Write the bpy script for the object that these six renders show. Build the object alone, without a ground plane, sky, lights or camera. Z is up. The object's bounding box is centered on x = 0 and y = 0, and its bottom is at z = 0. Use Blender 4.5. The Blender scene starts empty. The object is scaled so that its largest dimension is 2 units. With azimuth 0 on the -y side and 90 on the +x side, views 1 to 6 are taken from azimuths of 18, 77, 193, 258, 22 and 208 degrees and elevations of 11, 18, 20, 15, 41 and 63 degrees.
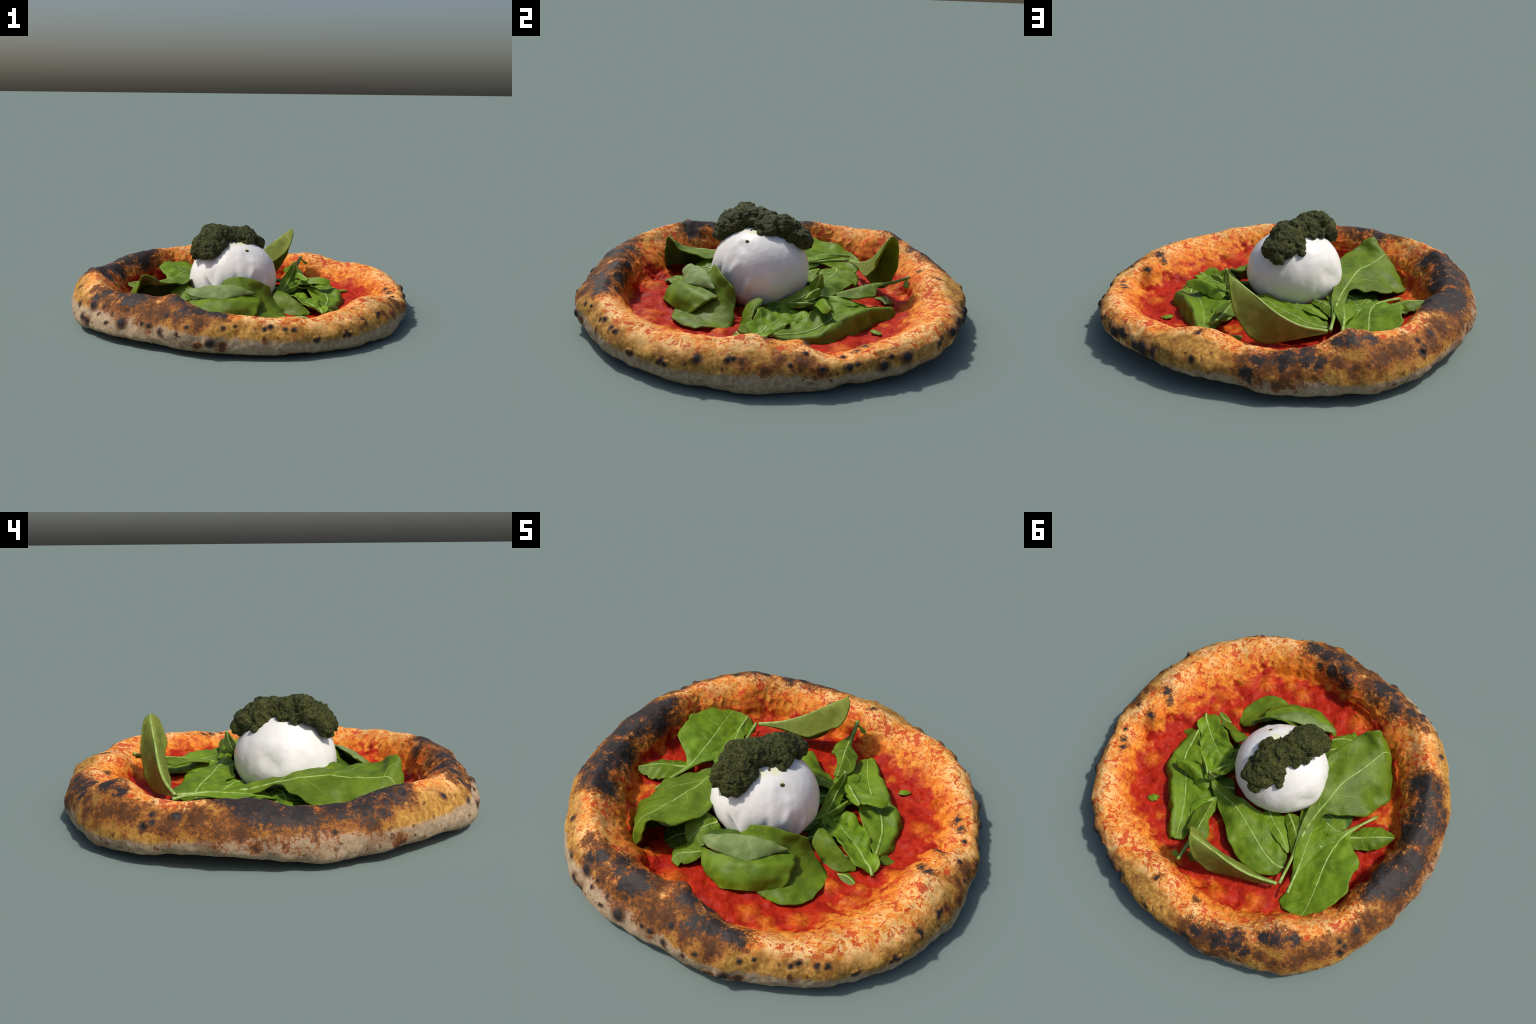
"""A Neapolitan pizza with tomato sauce, rocket leaves, a burrata and pesto, built procedurally."""
import math
import numpy as np

TAU = 2 * math.pi

# ----------------------------------------------------------------------------
# noise and interpolation helpers (plain numpy)
# ----------------------------------------------------------------------------
def _hash(ix, iy, iz, seed):
    h = (ix * 374761393 + iy * 668265263 + iz * 2147483647 + seed * 1274126177) & 0xFFFFFFFF
    h = ((h ^ (h >> 13)) * 1103515245) & 0xFFFFFFFF
    h = ((h ^ (h >> 16)) * 2246822519) & 0xFFFFFFFF
    return ((h ^ (h >> 15)) & 0xFFFF).astype(np.float64) / 32767.5 - 1.0


def noise(p, scale, seed=0):
    """Smooth value noise in -1..1 at points p (n,3)."""
    q = np.asarray(p, float) * scale
    i = np.floor(q).astype(np.int64)
    f = q - i
    f = f * f * f * (f * (f * 6 - 15) + 10)
    out = 0.0
    for dx in (0, 1):
        wx = f[..., 0] if dx else 1 - f[..., 0]
        for dy in (0, 1):
            wy = f[..., 1] if dy else 1 - f[..., 1]
            for dz in (0, 1):
                wz = f[..., 2] if dz else 1 - f[..., 2]
                out = out + wx * wy * wz * _hash(i[..., 0] + dx, i[..., 1] + dy, i[..., 2] + dz, seed)
    return out


def fractal(p, scale, octaves=3, seed=0, gain=0.5):
    total, amp, norm = 0.0, 1.0, 0.0
    for k in range(octaves):
        total = total + amp * noise(p, scale * 2.03 ** k, seed + 17 * k)
        norm += amp
        amp *= gain
    return total / norm


def around(theta, values):
    """Periodic Catmull-Rom through values given every 360/n degrees from -180."""
    v = np.asarray(values, float)
    n = len(v)
    s = ((theta + math.pi) / TAU) * n
    i = np.floor(s).astype(int)
    f = s - i
    p0, p1, p2, p3 = (v[(i + k) % n] for k in (-1, 0, 1, 2))
    return 0.5 * (2 * p1 + (p2 - p0) * f + (2 * p0 - 5 * p1 + 4 * p2 - p3) * f ** 2 + (3 * p1 - p0 - 3 * p2 + p3) * f ** 3)


def crest(theta, column):
    """Radius (1) or height (2) of the crest at angles theta, eased between the listed places."""
    deg = np.array([c[0] for c in CREST], float)
    val = np.array([c[column] for c in CREST], float)
    deg, val = np.concatenate([deg - 360, deg, deg + 360]), np.tile(val, 3)
    total = 0.0
    for shift, weight in ((-4.5, .15), (-2.2, .22), (0, .26), (2.2, .22), (4.5, .15)):
        total = total + weight * np.interp(np.degrees(theta) + shift, deg, val)
    return total


def catmull(points, t):
    """Catmull-Rom along axis 0 of points at parameters t in 0..n-1 (end points doubled)."""
    p = np.asarray(points, float)
    n = len(p)
    p = np.concatenate([[2 * p[0] - p[1]], p, [2 * p[-1] - p[-2]]])
    i = np.clip(np.floor(t).astype(int), 0, n - 2)
    f = (t - i).reshape((-1,) + (1,) * (p.ndim - 1))
    a, b, c, d = p[i], p[i + 1], p[i + 2], p[i + 3]
    return 0.5 * (2 * b + (c - a) * f + (2 * a - 5 * b + 4 * c - d) * f ** 2 + (3 * b - a - 3 * c + d) * f ** 3)


def grid_normals(P, closed_u):
    du = (np.roll(P, -1, 0) - np.roll(P, 1, 0)) if closed_u else np.gradient(P, axis=0)
    dv = np.gradient(P, axis=1)
    n = np.cross(du, dv)
    return n / (np.linalg.norm(n, axis=-1, keepdims=True) + 1e-12)


# ----------------------------------------------------------------------------
# dough: rim profile read every 15 degrees, counted from -180 (the -x side)
# ----------------------------------------------------------------------------
RIM_RADIUS = [.997, .997, .999, 1.009, .974, .957, 1.0, 1.002, 1.018, 1.029, 1.021, 1.004,
              .987, .983, .996, .977, .963, .978, .983, 1.006, 1.048, 1.048, 1.020, 1.003]
# the crest of the rim: angle in degrees, radius, height
CREST = [
    (-178, .858, .222), (-170, .852, .236), (-165, .85, .238), (-157, .862, .268), (-146, .868, .255), (-132, .88, .243),
    (-120, .875, .232), (-112, .835, .238), (-99, .80, .236), (-88, .848, .224), (-79, .895, .212), (-68, .915, .203),
    (-57, .92, .188), (-47, .915, .172), (-39, .91, .181), (-29, .895, .191), (-20, .862, .209), (-10, .86, .188),
    (-3, .865, .178), (3, .90, .130), (12, .915, .158), (24, .925, .168), (33, .925, .181), (45, .915, .195),
    (58, .86, .19), (70, .81, .222), (78, .81, .22), (84, .845, .178), (92, .865, .202), (100, .905, .203),
    (110, .89, .222), (119, .87, .276), (128, .895, .256), (137, .92, .234), (146, .895, .236), (155, .842, .25),
    (163, .838, .258), (172, .848, .232),
]
FOOT_RADIUS = [.745, .71, .70, .69, .70, .72, .745, .78, .755, .71, .695, .705,
               .735, .785, .755, .70, .67, .69, .71, .72, .74, .77, .77, .735]
UNDER_HEIGHT = [.016, .035, .042, .014, .032, .028, .026, .019, .018, .014, .006, .006,
                .008, .020, .034, .058, .055, .060, .043, .025, .025, .025, .060, .045]
# how far the foot of the outside bulges past the belly of the rim
LOW_BULGE = [0, 0, 0, .020, .046, .028, -.020, .008, .010, 0, .018, .024,
             .005, .010, 0, 0, 0, 0, .005, .014, .008, 0, 0, 0]
PALE_HEIGHT = [.165, .14, .14, .145, .16, .155, .135, .115, .10, .085, .085, .10,
               .085, .085, .08, .085, .09, .10, .11, .11, .09, .10, .125, .155]

# local lumps (+) and dents (-) of the dough: x, y, z, height, spread
DOUGH_LUMPS = [
    (-.102, -.735, .232, .052, .034), (-.04, -.79, .225, .012, .05), (-.30, -.74, .235, .012, .07),
    (.80, .045, .13, -.075, .032), (.775, -.035, .17, .036, .034), (-.30, .77, .22, -.010, .06),
    (.10, .74, .15, .02, .06), (-.781, .573, .21, -.010, .05), (.50, -.70, .15, .012, .06), (.66, -.50, .17, .012, .06),
]
# dough pushing up through the sauce: x, y, height, reach
SAUCE_LUMPS = [
    (.132, -.635, .016, .045), (.357, -.60, .022, .050), (.412, -.355, .020, .035), (.545, -.32, .022, .035), (-.25, -.62, .022, .065),
    (-.045, .686, .026, .045), (.55, -.40, .012, .04), (.48, -.56, .018, .05), (.64, .49, .018, .05), (.73, .335, .018, .04),
    (.22, -.66, .012, .04), (-.60, -.42, .012, .05), (-.24, .63, .014, .05), (.66, -.20, .016, .04), (.70, .16, .012, .05),
]
# charred blisters: place x, y, z and radius
BLISTERS = [
    (-0.57, -0.80, 0.17, 0.030), (-0.58, -0.80, 0.09, 0.028), (-0.34, -0.91, 0.12, 0.034), (-0.09, -0.93, 0.20, 0.020), (-0.17, -0.94, 0.13, 0.016),
    (-0.09, -0.96, 0.10, 0.020), (0.17, -0.99, 0.09, 0.026), (0.23, -0.96, 0.16, 0.014), (0.45, -0.86, 0.16, 0.016), (0.55, -0.82, 0.14, 0.015),
    (0.85, -0.52, 0.13, 0.018), (0.90, -0.37, 0.15, 0.013), (0.29, -0.93, 0.17, 0.010), (0.66, -0.76, 0.10, 0.013), (-0.69, -0.72, 0.15, 0.018),
    (-0.50, -0.83, 0.18, 0.014), (-0.41, -0.87, 0.15, 0.014), (-0.52, -0.84, 0.14, 0.012), (-0.44, -0.87, 0.10, 0.012), (-0.22, -0.94, 0.14, 0.014),
    (0.05, -0.98, 0.15, 0.012), (0.78, -0.63, 0.10, 0.014), (0.01, -0.98, 0.11, 0.012), (-0.16, -0.91, 0.06, 0.014), (0.84, -0.52, 0.12, 0.022),
    (0.89, -0.39, 0.14, 0.018), (0.94, 0.38, 0.13, 0.035), (0.96, 0.26, 0.10, 0.030), (0.75, 0.67, 0.14, 0.030), (0.65, 0.75, 0.15, 0.036),
    (0.82, 0.56, 0.13, 0.020), (0.97, 0.10, 0.11, 0.022), (0.99, -0.01, 0.12, 0.014), (0.92, -0.07, 0.17, 0.014), (0.91, 0.10, 0.15, 0.014),
    (0.76, -0.65, 0.10, 0.012), (0.79, -0.62, 0.10, 0.012), (0.52, -0.84, 0.13, 0.013), (0.42, -0.88, 0.15, 0.013), (0.95, 0.30, 0.14, 0.015),
    (0.80, 0.58, 0.14, 0.012), (0.96, 0.14, 0.12, 0.012), (0.97, -0.14, 0.14, 0.012), (0.65, -0.77, 0.10, 0.012), (0.70, 0.70, 0.13, 0.035),
    (0.50, 0.82, 0.12, 0.050), (0.43, 0.85, 0.11, 0.035), (0.56, 0.81, 0.12, 0.032), (-0.78, 0.56, 0.20, 0.026), (-0.76, 0.66, 0.16, 0.018),
    (0.22, 0.92, 0.15, 0.016), (0.62, 0.76, 0.15, 0.014), (-0.76, 0.67, 0.16, 0.020), (-0.83, -0.35, 0.25, 0.030), (-0.88, -0.27, 0.23, 0.022),
    (-0.92, -0.17, 0.20, 0.018), (-0.98, -0.03, 0.16, 0.014), (-0.93, -0.24, 0.20, 0.020), (-0.79, -0.57, 0.21, 0.018), (-0.74, 0.65, 0.20, 0.016),
    (-0.59, -0.79, 0.18, 0.020), (-0.62, -0.79, 0.10, 0.022),
]
# places burnt black: x, y, z, reach
BLACK_CHAR = [
    (-0.80, 0.26, 0.26, 0.075), (-0.78, 0.34, 0.27, 0.050), (-0.81, -0.07, 0.18, 0.060), (-0.82, -0.20, 0.24, 0.050), (-0.80, -0.29, 0.27, 0.050),
    (-0.71, -0.35, 0.23, 0.045), (-0.84, -0.34, 0.24, 0.040), (-0.83, 0.12, 0.25, 0.060), (0.17, -0.88, 0.23, 0.040), (0.08, -0.87, 0.23, 0.040),
    (-0.08, -0.78, 0.17, 0.030), (-0.06, -0.81, 0.23, 0.035), (-0.29, -0.81, 0.25, 0.045), (-0.41, -0.78, 0.24, 0.030), (0.11, -0.81, 0.18, 0.018),
    (-0.52, -0.74, 0.23, 0.030), (-0.58, -0.76, 0.20, 0.030), (-0.46, 0.80, 0.26, 0.040), (-0.53, 0.76, 0.26, 0.025), (-0.40, 0.82, 0.25, 0.025),
    (-0.07, 0.94, 0.19, 0.030), (-0.19, 0.91, 0.18, 0.035), (-0.27, 0.87, 0.20, 0.030), (-0.78, 0.56, 0.20, 0.022), (-0.76, 0.67, 0.16, 0.016),
    (-0.34, 0.91, 0.17, 0.022), (0.81, -0.21, 0.20, 0.018), (0.77, -0.17, 0.16, 0.014), (0.82, -0.03, 0.16, 0.017), (0.87, 0.16, 0.14, 0.014),
    (0.85, 0.21, 0.14, 0.018), (0.23, 0.81, 0.25, 0.014), (-0.85, 0.27, 0.25, 0.060), (-0.89, 0.21, 0.24, 0.070), (-0.90, 0.10, 0.21, 0.070),
    (-0.86, -0.07, 0.21, 0.060), (-0.90, -0.17, 0.21, 0.050), (-0.93, -0.24, 0.20, 0.030), (-0.88, -0.27, 0.23, 0.025), (0.01, -0.81, 0.18, 0.040),
    (0.02, -0.90, 0.24, 0.040), (-0.41, -0.71, 0.25, 0.040), (-0.34, -0.82, 0.24, 0.050), (-0.31, -0.78, 0.26, 0.040), (0.21, -0.90, 0.22, 0.030),
    (-0.77, 0.21, 0.19, 0.050), (-0.82, -0.14, 0.23, 0.050), (-0.75, -0.33, 0.27, 0.045), (-0.83, -0.02, 0.21, 0.040), (-0.10, -0.73, 0.24, 0.034),
    (-0.18, 0.93, 0.17, 0.035), (-0.28, 0.91, 0.18, 0.028), (-0.03, 0.96, 0.12, 0.030), (-0.73, -0.36, 0.25, 0.030),
]
# places toasted brown: x, y, z, reach
BROWN_CHAR = [
    (-0.35, -0.84, 0.20, 0.080), (-0.20, -0.89, 0.20, 0.080), (0.00, -0.93, 0.19, 0.070), (-0.46, -0.80, 0.20, 0.065), (0.10, -0.95, 0.17, 0.050),
    (-0.52, -0.76, 0.21, 0.050), (-0.12, 0.94, 0.17, 0.070), (-0.24, 0.92, 0.17, 0.070), (-0.02, 0.94, 0.15, 0.060),
    (-0.89, 0.33, 0.22, 0.090), (-0.90, -0.03, 0.20, 0.090), (-0.89, -0.17, 0.22, 0.080), (-0.77, -0.39, 0.27, 0.050), (-0.13, -0.88, 0.24, 0.060),
    (-0.29, -0.71, 0.22, 0.040), (-0.42, -0.70, 0.24, 0.050), (-0.42, 0.89, 0.19, 0.040), (0.01, 0.81, 0.16, 0.020), (-0.04, -0.84, 0.25, 0.060),
    (-0.15, 0.93, 0.19, 0.060), (-0.84, 0.49, 0.21, 0.070), (-0.91, 0.41, 0.18, 0.060), (-0.79, 0.59, 0.17, 0.060), (-0.20, 0.96, 0.12, 0.060),
    (-0.64, 0.75, 0.19, 0.035), (-0.94, 0.18, 0.20, 0.080), (-0.95, -0.19, 0.18, 0.060), (-0.57, -0.70, 0.24, 0.050), (-0.96, 0.28, 0.12, 0.030),
    (-1.00, 0.16, 0.11, 0.020), (-0.95, -0.31, 0.09, 0.030), (-0.67, 0.73, 0.18, 0.070), (-0.56, 0.84, 0.17, 0.048), (-0.93, 0.32, 0.18, 0.050),
    (-0.43, -0.75, 0.24, 0.055), (-0.52, -0.71, 0.24, 0.045), (-0.63, -0.68, 0.23, 0.040), (-0.21, -0.78, 0.23, 0.060), (-0.12, -0.91, 0.21, 0.070),
    (0.01, -0.93, 0.22, 0.060), (-0.88, 0.19, 0.24, 0.080), (-0.92, 0.06, 0.20, 0.080), (-0.26, -0.82, 0.24, 0.070), (0.12, -0.94, 0.20, 0.060),
    (-0.10, -0.84, 0.25, 0.070), (-0.49, 0.89, 0.15, 0.040), (-0.60, 0.80, 0.18, 0.064), (-0.17, 0.98, 0.10, 0.030), (-0.33, 0.94, 0.12, 0.016),
    (-0.24, 0.94, 0.13, 0.020), (0.96, -0.09, 0.15, 0.044), (0.94, -0.18, 0.17, 0.033), (0.99, -0.01, 0.12, 0.033), (0.96, -0.25, 0.12, 0.028),
    (-0.10, -0.79, 0.23, 0.060), (0.20, -0.88, 0.23, 0.050), (0.93, -0.33, 0.13, 0.028), (0.24, -0.96, 0.07, 0.030), (0.11, -0.98, 0.07, 0.030),
    (-0.27, -0.87, 0.06, 0.030), (0.54, -0.82, 0.05, 0.025), (0.43, -0.90, 0.10, 0.018),
]

N_AROUND, N_SAUCE, N_WALL, N_UNDER = 1260, 110, 130, 46


def dough_grid():
    th = -math.pi + TAU * np.arange(N_AROUND) / N_AROUND
    wob = np.stack([np.cos(th), np.sin(th), 0 * th], -1)
    R = around(th, RIM_RADIUS) + .008 * noise(wob, 7, 3) + .004 * noise(wob, 17, 4)
    rc = crest(th, 1) + .008 * noise(wob, 6, 5)
    zc = crest(th, 2) + .003 * noise(wob, 9, 6)
    rf = around(th, FOOT_RADIUS) + .022 * noise(wob, 9, 7) + .010 * noise(wob, 20, 9)
    zb = around(th, UNDER_HEIGHT) + .006 * noise(wob, 10, 8)
    low = around(th, LOW_BULGE)
    full = np.clip((.20 - (rc - rf)) / .10, 0, 1)              # steep walls are full, long slopes lean
    zw = .5 * (.045 + zb) + .085
    o = 0 * th
    zf = .062 + o
    rows = [
        (.02 + o, .055 + o), (.5 * rf, .056 + o), (rf - .09, .058 + o), (rf - .012, zf + .010),
        (rf + .12 * (rc - rf), zf + (.22 + .20 * full) * (zc - zf)), (rf + .42 * (rc - rf), zf + (.58 + .22 * full) * (zc - zf)),
        (rc - .02, zc - .005), (rc + .020, zc - .006),
        (rc + .55 * (R - rc), zc - .30 * (zc - zw)),
        (rc + .90 * (R - rc), zw + .26 * (zc - zw)), (R + .6 * low, zw - .025), (R + low - .012, .42 * (zw + zb) - .012),
        (R + low - .050, zb + .002), (R - .13, zb * .7 + .002), (.6 + o, .006 + o), (.02 + o, .004 + o),
    ]
    ctrl = np.stack([np.stack(r, -1) for r in rows], 0)              # profile, around, (r,z)
    t = np.concatenate([np.linspace(0, 3, N_SAUCE, endpoint=False),
                        np.linspace(3, 12, N_WALL, endpoint=False), np.linspace(12, 15, N_UNDER)])
    rz = catmull(ctrl, t)                                            # profile, around, 2
    P = np.stack([rz[..., 0] * np.cos(th), rz[..., 0] * np.sin(th), rz[..., 1]], -1).transpose(1, 0, 2)
    n = grid_normals(P, True)
    if n[0, N_SAUCE // 2, 2] < 0:
        n = -n
    # how much each ring belongs to sauce, wall or underside
    s = t[None, :, None] * np.ones((N_AROUND, 1, 1))
    sauce = np.clip((3.4 - s[..., 0]) / .6, 0, 1)
    under = np.clip((s[..., 0] - 11.2) / 1.0, 0, 1)
    wall = (1 - sauce) * (1 - under)
    d = wall * (.010 * fractal(P, 9, 2, 11) + .005 * fractal(P, 20, 2, 21) + .0009 * fractal(P, 85, 2, 31))
    crumple = np.abs(noise(P * [1, 1, .8], 26, 41))                   # wrinkles of the inner wall
    inner = np.clip(1 - np.abs(s[..., 0] - 4.6) / 1.6, 0, 1)
    d += inner * (.004 - .010 * crumple)
    d += sauce * (.020 * np.clip(fractal(P, 10, 2, 51) + .1, -.3, 1) + .007 * fractal(P, 30, 2, 61) + .0012 * fractal(P, 110, 2, 71))
    d += under * .004 * fractal(P, 14, 3, 81)
    for x, y, z, h, w in DOUGH_LUMPS:
        d += h * np.exp(-((P - [x, y, z]) ** 2).sum(-1) / (2 * w * w)) * (1 - under)
    for x, y, h, w in SAUCE_LUMPS:
        d += h * np.exp(-((P[..., 0] - x) ** 2 + (P[..., 1] - y) ** 2) / (w * w)) * (s[..., 0] < 4)
    for c, rad in snapped(P, BLISTERS):
        d2 = ((P - c) ** 2).sum(-1) / rad ** 2
        d += .45 * rad * np.clip(1 - d2, 0, 1) ** 1.2 * (1 - sauce)
    keep = np.linspace(0, 1, 12) ** .7
    d[:, :12] *= keep
    d[:, -12:] *= keep[::-1]
    P = P + n * d[..., None]
    P[..., 2] = np.maximum(P[..., 2], 0.0)
    n = grid_normals(P, True)
    if n[0, N_SAUCE // 2, 2] < 0:
        n = -n
    return P, n, t


def snapped(P, places):
    """Move each listed place onto the nearest point of the dough surface."""
    coarse = P[::3, N_SAUCE - 6:N_SAUCE + N_WALL:2].reshape(-1, 3)
    return [(coarse[np.argmin(((coarse - [x, y, z]) ** 2).sum(-1))], rad) for x, y, z, rad in places]


# ----------------------------------------------------------------------------
# burrata and pesto shapes
# ----------------------------------------------------------------------------
BURRATA_CENTRE = np.array([-.026, -.070, .205])
BURRATA_RADII = np.array([.262, .250, .232])


def burrata_grid(nu=220, nv=130):
    a = TAU * np.arange(nu) / nu
    b = np.linspace(-.5 * math.pi + .01, .5 * math.pi - .01, nv)
    A, B = np.meshgrid(a, b, indexing="ij")
    k = np.where(B > 0, 1.0, .80)                       # fuller belly below
    cosb, sinb = np.cos(B) ** np.where(B > 0, .96, .85), np.sin(B) * k
    P = np.stack([cosb * np.cos(A), cosb * np.sin(A), sinb], -1) * BURRATA_RADII + BURRATA_CENTRE
    n = grid_normals(P, True)
    if n[0, nv // 2, 0] < 0:
        n = -n
    d = .007 * fractal(P, 6, 2, 5) + .0012 * fractal(P, 30, 2, 6)
    ring = np.stack([np.cos(A) * 2.6, np.sin(A) * 2.6, .5 * B], -1)
    d += .0095 * noise(ring, 2.2, 15) * np.clip(np.cos(B), 0, 1) * np.clip(.9 - sinb, 0, 1) * np.clip(.45 - 2.5 * (P[..., 1] + .07), .25, 1)      # soft pleats, mostly in front
    # folds of the skin: a point, half length, direction, depth and width of each crease
    for c, axis, length, width, depth in [
            ((.085, -.315, .27), (.05, .1, 1), .07, .020, -.016), ((.062, -.322, .27), (-.05, .1, 1), .05, .014, .010),
            ((-.08, -.315, .20), (-.6, .1, .8), .06, .012, -.012), ((-.055, -.325, .20), (-.6, .1, .8), .06, .012, .010),
            ((.19, -.20, .17), (.35, .3, .8), .09, .016, .014), ((.215, -.19, .15), (.35, .3, .8), .08, .014, -.012),
            ((.16, -.24, .30), (.3, .2, .8), .05, .02, .008), ((-.23, .05, .25), (.2, .3, .9), .06, .05, -.012),
            ((-.26, .0, .19), (.2, .5, -.4), .07, .03, .008), ((.10, -.20, .395), (.5, .3, -.6), .05, .025, -.006)]:
        q = P - np.array(c)
        ax = np.array(axis, float) / np.linalg.norm(axis)
        along = q @ ax
        off = np.linalg.norm(q - along[..., None] * ax, axis=-1)
        d += depth * np.exp(-(off / width) ** 2 - (along / length) ** 2) * 1.3
    d += .012 * np.exp(-((P - [-.085, -.02, .425]) ** 2).sum(-1) / .0025)       # peak between the pesto lobes
    return P + n * d[..., None]


def burrata_top(x, y):
    q = 1 - ((x - BURRATA_CENTRE[0]) / BURRATA_RADII[0]) ** 2 - ((y - BURRATA_CENTRE[1]) / BURRATA_RADII[1]) ** 2
    return BURRATA_CENTRE[2] + BURRATA_RADII[2] * math.sqrt(max(q, 0))


# pesto spoonful: spheres x, y, z, radius that melt into one mass
PESTO_BLOBS = [
    (-.192, -.222, .385, .034), (-.180, -.215, .425, .046), (-.140, -.245, .405, .045), (-.112, -.235, .420, .044),
    (-.150, -.190, .450, .055), (-.105, -.195, .450, .052), (-.148, -.130, .486, .056), (-.110, -.135, .480, .056),
    (-.175, -.150, .455, .044), (-.060, -.185, .432, .040), (-.070, -.110, .470, .055), (-.100, -.075, .468, .052),
    (-.040, -.060, .458, .055), (-.055, -.020, .455, .054), (-.010, -.075, .445, .044), (.010, -.010, .452, .055),
    (-.030, .030, .445, .056), (.030, .035, .445, .052), (.005, .075, .430, .055), (-.045, .070, .420, .044),
    (.050, .085, .412, .046), (.025, .120, .400, .050), (-.020, .110, .405, .046), (.060, .120, .395, .038),
    (.018, .150, .376, .034), (-.075, .050, .420, .035), (-.090, .078, .402, .026), (.050, -.040, .440, .034),
    (-.205, -.205, .405, .030), (-.215, -.215, .375, .022), (-.090, -.262, .392, .026), (-.130, -.275, .385, .026),
    (.048, -.095, .432, .018), (-.060, -.215, .420, .028), (-.145, -.115, .522, .026), (.02, .04, .478, .03),
    (-.04, -.02, .486, .03), (-.062, -.238, .402, .016), (.018, -.128, .425, .016), (-.212, -.238, .362, .018),
    (-.100, .095, .385, .016), (.078, .105, .398, .022), (.085, .06, .415, .022), (-.165, -.085, .440, .030), (-.125, -.03, .440, .030),
]

# ----------------------------------------------------------------------------
# rocket leaves: each is a net of control points, rows from stem to tip,
# each row running from one edge over the midrib to the other edge
# ----------------------------------------------------------------------------
def slim(points, half, axis=(1, 0, 0)):
    """Rows of a narrow stem: points with a half width along axis."""
    a = np.array(axis, float)
    return [[tuple(np.array(p) - a * h), p, tuple(np.array(p) + a * h)] for p, h in zip(points, half)]


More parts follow.
